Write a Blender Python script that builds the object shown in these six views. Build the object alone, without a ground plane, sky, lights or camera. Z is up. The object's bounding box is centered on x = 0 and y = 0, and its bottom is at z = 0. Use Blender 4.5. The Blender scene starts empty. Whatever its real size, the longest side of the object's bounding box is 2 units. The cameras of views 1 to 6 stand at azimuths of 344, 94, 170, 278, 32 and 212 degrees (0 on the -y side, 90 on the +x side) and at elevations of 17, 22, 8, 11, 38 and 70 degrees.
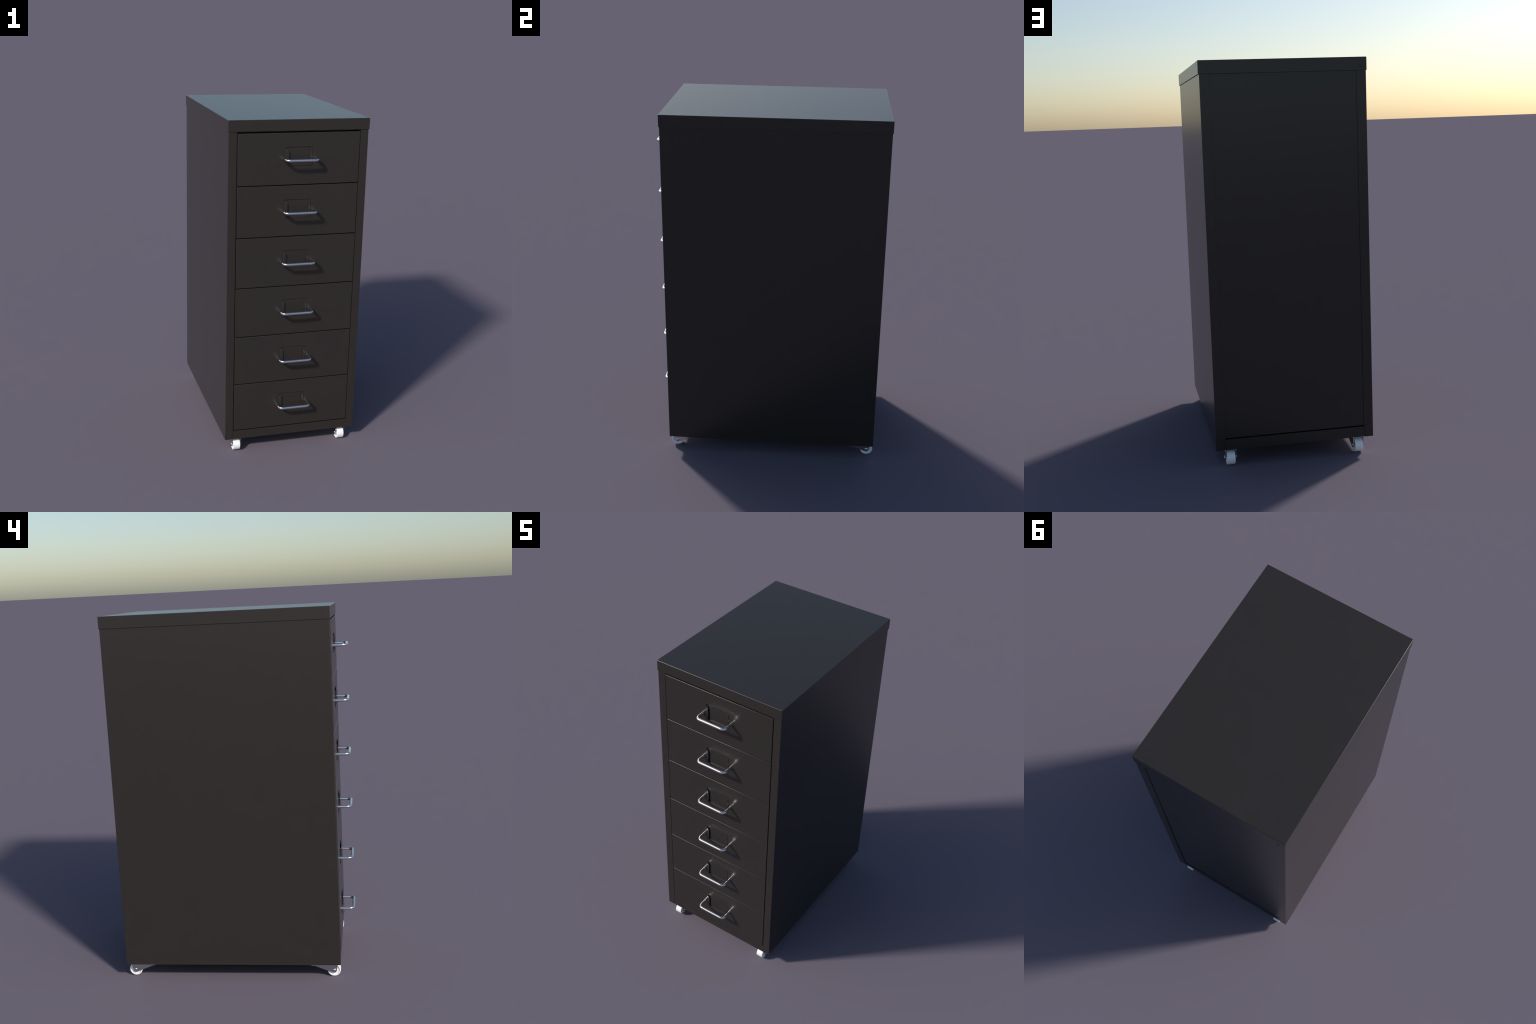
# Black metal drawer cabinet on castors: folded-sheet carcass, lid, six drawers
# with chrome bail handles and pressed card holders, four white-wheeled castors.
import bpy, bmesh, math
from mathutils import Vector, Matrix

# ------------------------------------------------------------------ sizes (m)
LID_X, LID_FRONT, LID_BACK = 0.4101, -0.5588, 0.6352
LID_TOP, LID_LOW = 2.0, 1.9362
BODY_X, BODY_FRONT, BODY_BACK = 0.4052, -0.5550, 0.6316
BODY_LOW, BODY_TOP = 0.0858, 1.962
SHEET = 0.0036                       # folded sheet thickness
FLANGE_X = 0.3588                    # inner edge of the folded flanges
RAIL_TOP = 0.1413                    # top of the front and back bottom rails
DRAWER_X, DRAWER_FACE = 0.3553, -0.5577
DRAWER_PITCH, DRAWER_GAP = 0.2975, 0.0048
FIRST_SEAM = 1.6320                  # seam between the two uppermost drawers
HANDLE_HALF, HANDLE_OUT, ROD = 0.0936, -0.6352, 0.0087
CARD_HALF, CARD_HIGH, CARD_LOW = 0.0775, 0.0560, -0.0530  # card holder, from handle height
WHEEL_R, WHEEL_W = 0.0362, 0.0425
CASTOR_X, CASTOR_FRONT, CASTOR_BACK = 0.3320, -0.5168, 0.5965

# ------------------------------------------------------------------ materials
def material(name, colour, rough, metallic=0.0, vary=0.015, scale=9.0, rough_vary=0.005,
             bump=0.0, bump_scale=900.0, spec=0.5):
    m = bpy.data.materials.new(name)
    m.use_nodes = True
    nt = m.node_tree
    n, l = nt.nodes, nt.links
    bsdf = n["Principled BSDF"]
    tc = n.new("ShaderNodeTexCoord")
    noise = n.new("ShaderNodeTexNoise")
    noise.inputs["Scale"].default_value = scale
    noise.inputs["Detail"].default_value = 4.0
    l.new(tc.outputs["Object"], noise.inputs["Vector"])
    ramp = n.new("ShaderNodeValToRGB")
    ramp.color_ramp.elements[0].position = 0.3
    ramp.color_ramp.elements[1].position = 0.7
    ramp.color_ramp.elements[0].color = [c * (1 - vary) for c in colour] + [1]
    ramp.color_ramp.elements[1].color = [c * (1 + vary) for c in colour] + [1]
    l.new(noise.outputs["Fac"], ramp.inputs["Fac"])
    l.new(ramp.outputs["Color"], bsdf.inputs["Base Color"])
    mr = n.new("ShaderNodeMapRange")
    mr.inputs["To Min"].default_value = rough - rough_vary
    mr.inputs["To Max"].default_value = rough + rough_vary
    l.new(noise.outputs["Fac"], mr.inputs["Value"])
    l.new(mr.outputs["Result"], bsdf.inputs["Roughness"])
    bsdf.inputs["Metallic"].default_value = metallic
    bsdf.inputs["Specular IOR Level"].default_value = spec
    if bump:
        fine = n.new("ShaderNodeTexNoise")
        fine.inputs["Scale"].default_value = bump_scale
        l.new(tc.outputs["Object"], fine.inputs["Vector"])
        b = n.new("ShaderNodeBump")
        b.inputs["Strength"].default_value = bump
        b.inputs["Distance"].default_value = 0.0005
        l.new(fine.outputs["Fac"], b.inputs["Height"])
        l.new(b.outputs["Normal"], bsdf.inputs["Normal"])
    return m

PAINT = material("black_lacquered_steel", (0.0282, 0.0241, 0.0213), 0.267, spec=0.5)
CHROME = material("polished_chrome", (0.80, 0.80, 0.80), 0.17, metallic=1.0, vary=0.01, rough_vary=0.01)
ZINC = material("bright_zinc", (0.72, 0.72, 0.73), 0.16, metallic=1.0, vary=0.02, rough_vary=0.02)
WHITE = material("white_plastic", (0.95, 0.95, 0.945), 0.30, vary=0.005)

# ------------------------------------------------------------------ mesh helpers
def to_mesh(bm, name, mat, smooth_angle=35.0):
    bmesh.ops.remove_doubles(bm, verts=bm.verts, dist=1e-6)
    bmesh.ops.recalc_face_normals(bm, faces=bm.faces)
    lim = math.radians(smooth_angle)
    for f in bm.faces:
        f.smooth = True
    for e in bm.edges:
        e.smooth = len(e.link_faces) == 2 and e.calc_face_angle(0) < lim
    me = bpy.data.meshes.new(name)
    bm.to_mesh(me)
    bm.free()
    me.materials.append(mat)
    # area-weighted corner normals keep the flat sheets flat beside their rolled edges
    tmp = bpy.data.objects.new(name, me)
    bpy.context.collection.objects.link(tmp)
    w = tmp.modifiers.new("weighted", 'WEIGHTED_NORMAL')
    w.keep_sharp, w.weight, w.mode = True, 100, 'FACE_AREA'
    bpy.context.view_layer.update()
    done = bpy.data.meshes.new_from_object(tmp.evaluated_get(bpy.context.evaluated_depsgraph_get()))
    bpy.data.objects.remove(tmp)
    bpy.data.meshes.remove(me)
    done.name = name
    return done

def place(name, me, parent, loc=(0, 0, 0)):
    ob = bpy.data.objects.new(name, me)
    ob.location = loc
    ob.parent = parent
    bpy.context.collection.objects.link(ob)
    return ob

def add_box(bm, x0, x1, y0, y1, z0, z1, bevel=0.0, segments=2):
    g = bmesh.ops.create_cube(bm, size=1.0, matrix=Matrix.Translation(
        ((x0 + x1) / 2, (y0 + y1) / 2, (z0 + z1) / 2)) @ Matrix.Diagonal((x1 - x0, y1 - y0, z1 - z0, 1)))
    if bevel:
        edges = list({e for v in g["verts"] for e in v.link_edges})
        bmesh.ops.bevel(bm, geom=edges, offset=bevel, segments=segments, affect='EDGES', profile=0.5)

def loft(bm, rings, closed=True, caps=True):
    """Skin a list of equally long vertex rings."""
    vs = [[bm.verts.new(p) for p in r] for r in rings]
    k = len(vs[0])
    for a, b in zip(vs, vs[1:]):
        for i in range(k if closed else k - 1):
            j = (i + 1) % k
            bm.faces.new((a[i], a[j], b[j], b[i]))
    if caps:
        bm.faces.new(vs[0])
        bm.faces.new(list(reversed(vs[-1])))
    return vs

def lathe_x(bm, profile, steps=48, caps=False):
    """Revolve (x, radius) pairs about the x axis."""
    rings = []
    for x, r in profile:
        rings.append([(x, r * math.cos(2 * math.pi * i / steps), r * math.sin(2 * math.pi * i / steps))
                      for i in range(steps)])
    loft(bm, rings, caps=caps)

def rounded(points, radius, steps=6):
    """Round the inner corners of an open 3D path."""
    out = [Vector(points[0])]
    for a, b, c in zip(points, points[1:], points[2:]):
        a, b, c = Vector(a), Vector(b), Vector(c)
        u, w = (a - b).normalized(), (c - b).normalized()
        half = u.angle(w) / 2
        d = radius / math.tan(half)
        centre = b + (u + w).normalized() * (radius / math.sin(half))
        p, q = (b + u * d - centre).normalized(), (b + w * d - centre).normalized()
        for i in range(steps + 1):
            out.append(centre + p.slerp(q, i / steps) * radius)
    out.append(Vector(points[-1]))
    return out

def rounded_rect(hx, z0, z1, r, steps=6):
    pts = []
    for cx, cz, a0 in ((hx - r, z1 - r, 0), (-hx + r, z1 - r, 90), (-hx + r, z0 + r, 180), (hx - r, z0 + r, 270)):
        for i in range(steps + 1):
            a = math.radians(a0 + 90 * i / steps)
            pts.append((cx + r * math.cos(a), cz + r * math.sin(a)))
    return pts

# ------------------------------------------------------------------ the thing
cabinet = bpy.data.objects.new("drawer_cabinet", None)
bpy.context.collection.objects.link(cabinet)
cabinet["label"] = "tall black metal six-drawer cabinet with chrome handles on white castors"
cabinet["category"] = "drawer cabinet"

# lid: a shallow folded tray turned upside down, with a screw hole at each end of its back rim
def lid_mesh():
    wall, r = 0.0034, 0.0030
    prof = [(wall, LID_TOP - 0.005), (wall, LID_LOW + 0.0004), (wall - 0.0006, LID_LOW), (0.0008, LID_LOW), (0.0, LID_LOW + 0.0008), (0.0, LID_TOP - r)]
    for k in range(1, 6):                                # rolled upper edge
        a = math.radians(18 * k)
        prof.append((r * (1 - math.cos(a)), LID_TOP - r * (1 - math.sin(a))))
    hy, cy = (LID_BACK - LID_FRONT) / 2, (LID_BACK + LID_FRONT) / 2
    bm = bmesh.new()
    loft(bm, [[(x, cy + y, z) for x, y in rounded_rect(LID_X - i, -hy + i, hy - i, 0.0042 - i, 4)] for i, z in prof])
    return bm

def drilled(bm, holes, radius):
    """Cut round holes along y through a mesh, then finish its normals."""
    block, drill = bpy.data.meshes.new("block"), bpy.data.meshes.new("drill")
    bmesh.ops.recalc_face_normals(bm, faces=bm.faces)
    bm.to_mesh(block)
    bm.free()
    cut = bmesh.new()
    for p in holes:
        bmesh.ops.create_cone(cut, cap_ends=True, segments=24, radius1=radius, radius2=radius, depth=0.02,
                              matrix=Matrix.Translation(p) @ Matrix.Rotation(math.pi / 2, 4, 'X'))
    cut.to_mesh(drill)
    cut.free()
    a, b = place("block", block, None), place("drill", drill, None)
    mod = a.modifiers.new("holes", 'BOOLEAN')
    mod.object, mod.operation, mod.solver = b, 'DIFFERENCE', 'EXACT'
    bpy.context.view_layer.update()
    me = bpy.data.meshes.new_from_object(a.evaluated_get(bpy.context.evaluated_depsgraph_get()))
    out = bmesh.new()
    out.from_mesh(me)
    for o in (a, b):
        bpy.data.objects.remove(o)
    for m in (block, drill, me):
        bpy.data.meshes.remove(m)
    return out

lid = place("lid", to_mesh(drilled(lid_mesh(), [(s * 0.3735, LID_BACK, 1.9555) for s in (-1, 1)], 0.0066), "lid", PAINT), cabinet)

# side panels: a C-shaped fold (side wall, front flange, back flange); the flanges narrow at the foot
def side_mesh(s):
    def ring(z, tip):
        X, f, b, t = BODY_X + (0.0012 if s < 0 else 0.0), BODY_FRONT, BODY_BACK, SHEET
        return [(s * x, y, z) for x, y in ((X, f), (X, b), (tip, b), (tip, b - t), (X - t, b - t),
                                           (X - t, f + t), (tip, f + t), (tip, f))]
    bm = bmesh.new()
    loft(bm, [ring(BODY_LOW, FLANGE_X + 0.0085), ring(RAIL_TOP, FLANGE_X), ring(BODY_TOP, FLANGE_X)])
    bmesh.ops.recalc_face_normals(bm, faces=bm.faces)
    sharp = [e for e in bm.edges if len(e.link_faces) == 2 and e.is_convex and e.calc_face_angle(0) > 1.0]
    bmesh.ops.bevel(bm, geom=sharp, offset=0.0014, segments=3, affect='EDGES', profile=0.5)
    # drawer guide: closes the slot beside the drawers
    x0, x1 = sorted((s * 0.3490, s * 0.4000))
    add_box(bm, x0, x1, BODY_FRONT + 0.0185, BODY_FRONT + 0.0215, RAIL_TOP + 0.01, BODY_TOP - 0.01)
    return to_mesh(bm, "side_panel", PAINT)

for s in (-1, 1):
    place("side_panel", side_mesh(s), cabinet)

# back panel: sits behind the flanges, stops short of the bottom rail
bm = bmesh.new()
add_box(bm, -BODY_X + 0.006, BODY_X - 0.006, BODY_BACK - SHEET - 0.0045, BODY_BACK - SHEET - 0.0006, RAIL_TOP + 0.0052, BODY_TOP - 0.004, 0.0008, 1)
place("back_panel", to_mesh(bm, "back_panel", PAINT), cabinet)

# top rail: a strip behind the lid's front rim, above the uppermost drawer
bm = bmesh.new()
add_box(bm, -0.3950, 0.3950, BODY_FRONT + 0.0360, BODY_FRONT + 0.0390, FIRST_SEAM + DRAWER_PITCH - 0.0035, BODY_TOP - 0.004)
place("top_rail", to_mesh(bm, "top_rail", PAINT), cabinet)

# bottom panel: floor with turned-up rails at front and back
bm = bmesh.new()
low = BODY_LOW + 0.0010
for y0, y1 in ((BODY_FRONT + 0.0010, BODY_FRONT + SHEET), (BODY_BACK - SHEET, BODY_BACK - 0.0010)):
    tip = FLANGE_X + 0.0005
    loft(bm, [[(-tip + 0.001, y, RAIL_TOP), (-tip - 0.0070, y, low), (tip + 0.0070, y, low), (tip - 0.001, y, RAIL_TOP)] for y in (y0, y1)])
add_box(bm, -FLANGE_X + 0.002, FLANGE_X - 0.002, BODY_BACK - 0.05, BODY_BACK - SHEET - 0.0004, RAIL_TOP - 0.0045, RAIL_TOP - 0.0005)
add_box(bm, -BODY_X + SHEET + 0.0005, BODY_X - SHEET - 0.0005, BODY_FRONT + SHEET + 0.0005, BODY_BACK - SHEET - 0.0005, low, low + 0.005)
place("bottom_panel", to_mesh(bm, "bottom_panel", PAINT), cabinet)

# ------------------------------------------------------------------ drawers
# local origin: middle of the drawer face, at handle height
UP = DRAWER_PITCH / 2 - DRAWER_GAP / 2

def drawer_mesh(extra=0.0):
    bm = bmesh.new()
    # front plate
    y0, y1 = 0.0, 0.016
    outer = [(DRAWER_X, UP + extra), (-DRAWER_X, UP + extra), (-DRAWER_X, -UP), (DRAWER_X, -UP)]
    c = 0.0021
    back = [bm.verts.new((x, y1, z)) for x, z in outer]
    rings = [back]
    for k in range(4):                                   # rounded front edge
        a = math.radians(90 * k / 3)
        inset, y = c * (1 - math.cos(a)), y0 + c * (1 - math.sin(a))
        rings.append([bm.verts.new((x - math.copysign(inset, x), y, z - math.copysign(inset, z))) for x, z in outer])
    for p, q in zip(rings, rings[1:]):
        for i in range(4):
            bm.faces.new((p[i], p[(i + 1) % 4], q[(i + 1) % 4], q[i]))
    bm.faces.new(back)
    # recessed field for the card, its rim rounded over
    prof = [(0.0, y0), (0.0006, y0 + 0.0006), (0.0010, y0 + 0.0018), (0.0016, y0 + 0.0036), (0.0024, y0 + 0.0040)]
    prev = None
    for inset, y in prof:
        loop = [bm.verts.new((x, y, z)) for x, z in rounded_rect(CARD_HALF - inset, CARD_LOW + inset, CARD_HIGH - inset, 0.0105 - inset)]
        if prev is None:
            first = loop
        else:
            for i in range(len(loop)):
                j = (i + 1) % len(loop)
                bm.faces.new((prev[i], prev[j], loop[j], loop[i]))
        prev = loop
    bm.faces.new(prev)
    # flat face between outer edge and recess: one fan per quadrant
    n = len(first) // 4
    corner = rings[-1]
    for q in range(4):
        for i in range(n - 1):
            bm.faces.new((corner[q], first[q * n + i], first[q * n + i + 1]))
        bm.faces.new((corner[q], first[q * n + n - 1], first[((q + 1) * n) % len(first)], corner[(q + 1) % 4]))
    # folded return along the top of the front
    add_box(bm, -DRAWER_X + 0.012, DRAWER_X - 0.012, y1 + 0.0004, 0.055, UP + extra - 0.006, UP + extra - 0.002)
    # tray behind the front
    tx, ty, t = DRAWER_X - 0.010, 1.125, 0.004
    zl, zh = -UP + 0.012, UP - 0.030
    add_box(bm, -tx, tx, y1 + 0.0005, ty, zl, zl + t)
    for s in (-1, 1):
        add_box(bm, s * tx - t / 2, s * tx + t / 2, y1 + 0.0005, ty, zl, zh)
    add_box(bm, -tx, tx, ty - t, ty, zl, zh)
    return to_mesh(bm, "drawer", PAINT, 40)

def card_holder_mesh():
    """U-shaped pressed lip standing proud of the recess: sides and foot, open at the top."""
    side, foot, proud, ramp, thick = 0.0165, 0.0118, 0.0036, 0.0034, 0.0014
    a, zb, zt, r = CARD_HALF - 0.0004, CARD_LOW + 0.0004, CARD_HIGH - 0.0105, 0.0075
    half = []                                            # (outer point, inner point, lift)
    N = 14
    for i in range(N + 1):                               # shoulder: swings in from the corner
        t = i / N
        z = zt - 0.018 * t
        w = side * math.sqrt(max(0.0, 1 - (1 - t) ** 2))
        half.append(((-a, z), (-a + max(w, 0.0004), z), min(1.0, 0.45 + 1.2 * t)))
    for i in range(1, 5):
        z = zt - 0.018 + (zb + foot - zt + 0.018) * i / 4
        half.append(((-a, z), (-a + side, z), 1.0))
    inner = (-a + side, zb + foot)
    for i in range(0, 9):
        ang = math.radians(180 + 90 * i / 8)
        half.append(((-a + r + r * math.cos(ang), zb + r + r * math.sin(ang)), inner, 1.0 - 0.5 * i / 8))
    half.append(((-a + side, zb), inner, 0.5))
    full = half + [((-o[0], o[1]), (-i[0], i[1]), h) for o, i, h in reversed(half)]
    bm = bmesh.new()
    rings = []
    for o, i, h in full:
        o, i = Vector(o), Vector(i)
        d = i - o
        L = max(d.length, 1e-6)
        k1, k2 = min(0.45, ramp * 0.5 / L), min(0.8, ramp / L)
        P = lambda f, y: (o.x + d.x * f, y, o.y + d.y * f)
        y = -proud * h
        shelf = o.y < zb + r * 0.6                        # the foot is a closed ledge with a rolled top
        roll = 0.0016 if shelf else 0.0005
        k3 = max(k2 + 0.01, 1 - roll / L)
        rear = 0.0038 if shelf else y + thick + 0.0004
        arc = [P(k3 + (1 - k3) * math.sin(math.radians(q)), y + roll * (1 - math.cos(math.radians(q)))) for q in (0, 22.5, 45, 67.5, 90)]
        rings.append([P(0, 0.0012), P(0, -0.0002), P(k1, y * 0.72), P(k2, y)] + arc +
                     [P(1, rear), P(k2, max(rear, y + thick)), P(k2 * 0.5, 0.0012)])
    loft(bm, rings)
    bmesh.ops.dissolve_degenerate(bm, dist=1e-6, edges=bm.edges)
    return to_mesh(bm, "card_holder", PAINT, 32)

def handle_mesh():
    out = HANDLE_OUT + ROD - DRAWER_FACE
    path = rounded([(-HANDLE_HALF, 0.003, 0), (-HANDLE_HALF, out, 0), (HANDLE_HALF, out, 0), (HANDLE_HALF, 0.003, 0)], 0.0240, 12)
    bm = bmesh.new()
    rings = []
    for i, p in enumerate(path):
        d = (path[min(i + 1, len(path) - 1)] - path[max(i - 1, 0)]).normalized()
        side = Vector((0, 0, 1)).cross(d).normalized()
        rings.append([p + side * (ROD * math.cos(2 * math.pi * k / 24)) + Vector((0, 0, 1)) * (ROD * math.sin(2 * math.pi * k / 24)) for k in range(24)])
    loft(bm, rings)
    return to_mesh(bm, "handle", CHROME, 60)

d_mesh, c_mesh, h_mesh = drawer_mesh(), card_holder_mesh(), handle_mesh()
for i in range(6):
    z = FIRST_SEAM + DRAWER_PITCH / 2 - i * DRAWER_PITCH
    d = place("drawer", d_mesh if i else drawer_mesh(-0.0015), cabinet, (0, DRAWER_FACE, z))
    place("card_holder", c_mesh, d, (0, 0, 0.0105))
    place("handle", h_mesh, d, (0, 0, 0.0015))

# the recess in the drawer mesh is laid out from the handle height; shift it with the holder
for me in {o.data for o in bpy.data.objects if o.name.split(".")[0] == "drawer"}:
    for v in me.vertices:
        if abs(v.co.x) < CARD_HALF + 0.001 and v.co.y < 0.006 and abs(v.co.z) < 0.06:
            v.co.z += 0.0105

# ------------------------------------------------------------------ castors
# local origin on the ground under the axle; +y points inward to the swivel
def fork_mesh():
    bm = bmesh.new()
    top, ax, r = 0.0772, WHEEL_R, 0.0140
    pts = []
    # foot of the cheek: arc round the axle between the two straight edges
    a0, a1 = math.radians(197), math.radians(291)
    pts.append((-0.0215, top))
    for i in range(9):
        a = a0 + (a1 - a0) * i / 8
        pts.append((r * math.cos(a), ax + r * math.sin(a)))
    pts.append((0.134, 0.0732))
    pts.append((0.1345, top))
    for s in (-1, 1):
        x0, x1 = s * 0.0248, s * 0.0284
        loft(bm, [[(x, y, z) for y, z in pts] for x in (x0, x1)])
    # bridge between the cheeks
    add_box(bm, -0.0284, 0.0284, -0.0080, 0.124, top - 0.0028, top + 0.0008)
    return to_mesh(bm, "castor", ZINC)

def swivel_mesh():
    bm = bmesh.new()
    rings = []
    for z, inset in ((0.0766, 0.0020), (0.0771, 0.0006), (0.0782, 0.0), (0.0866, 0.0)):
        rings.append([(x, y, z) for x, y in rounded_rect(0.0640 - inset, -0.0100 + inset, 0.1280 - inset, 0.0180 - inset)])
    loft(bm, rings)
    return to_mesh(bm, "swivel_plate", ZINC)

def wheel_mesh():
    R, h = WHEEL_R, WHEEL_W / 2
    half = [(h - 0.0055, 0.0095), (h - 0.0055, 0.0125), (h - 0.0068, 0.0140), (h - 0.0068, 0.0255), (h - 0.0050, 0.0275),
            (h - 0.0008, 0.0290), (h, 0.0298), (h, R - 0.0030), (h - 0.0010, R - 0.0010), (h - 0.0035, R)]
    prof = half + [(-x, r) for x, r in reversed(half)]
    bm = bmesh.new()
    lathe_x(bm, prof + [prof[0]], 64)
    return to_mesh(bm, "wheel", WHITE, 40)

def axle_mesh():
    e, base = 0.0330, 0.0284
    half = [(base - 0.003, 0.0102)] + [(base + (e - base) * math.sin(math.radians(t)), 0.0102 * math.cos(math.radians(t)) + 0.0002) for t in range(0, 91, 15)]
    bm = bmesh.new()
    lathe_x(bm, [(-x, r) for x, r in reversed(half)] + [(-0.025, 0.0088), (0.025, 0.0088)] + half, 32, caps=True)
    return to_mesh(bm, "axle", ZINC, 50)

f_mesh, s_mesh, w_mesh, a_mesh = fork_mesh(), swivel_mesh(), wheel_mesh(), axle_mesh()
for sx in (-1, 1):
    for y, turn in ((CASTOR_FRONT, 0.0), (CASTOR_BACK, math.pi)):
        k = place("castor", f_mesh, cabinet, (sx * CASTOR_X, y, 0))
        k.rotation_euler = (0, 0, turn)
        place("swivel_plate", s_mesh, k)
        place("wheel", w_mesh, k, (0, 0, WHEEL_R))
        place("axle", a_mesh, k, (0, 0, WHEEL_R))
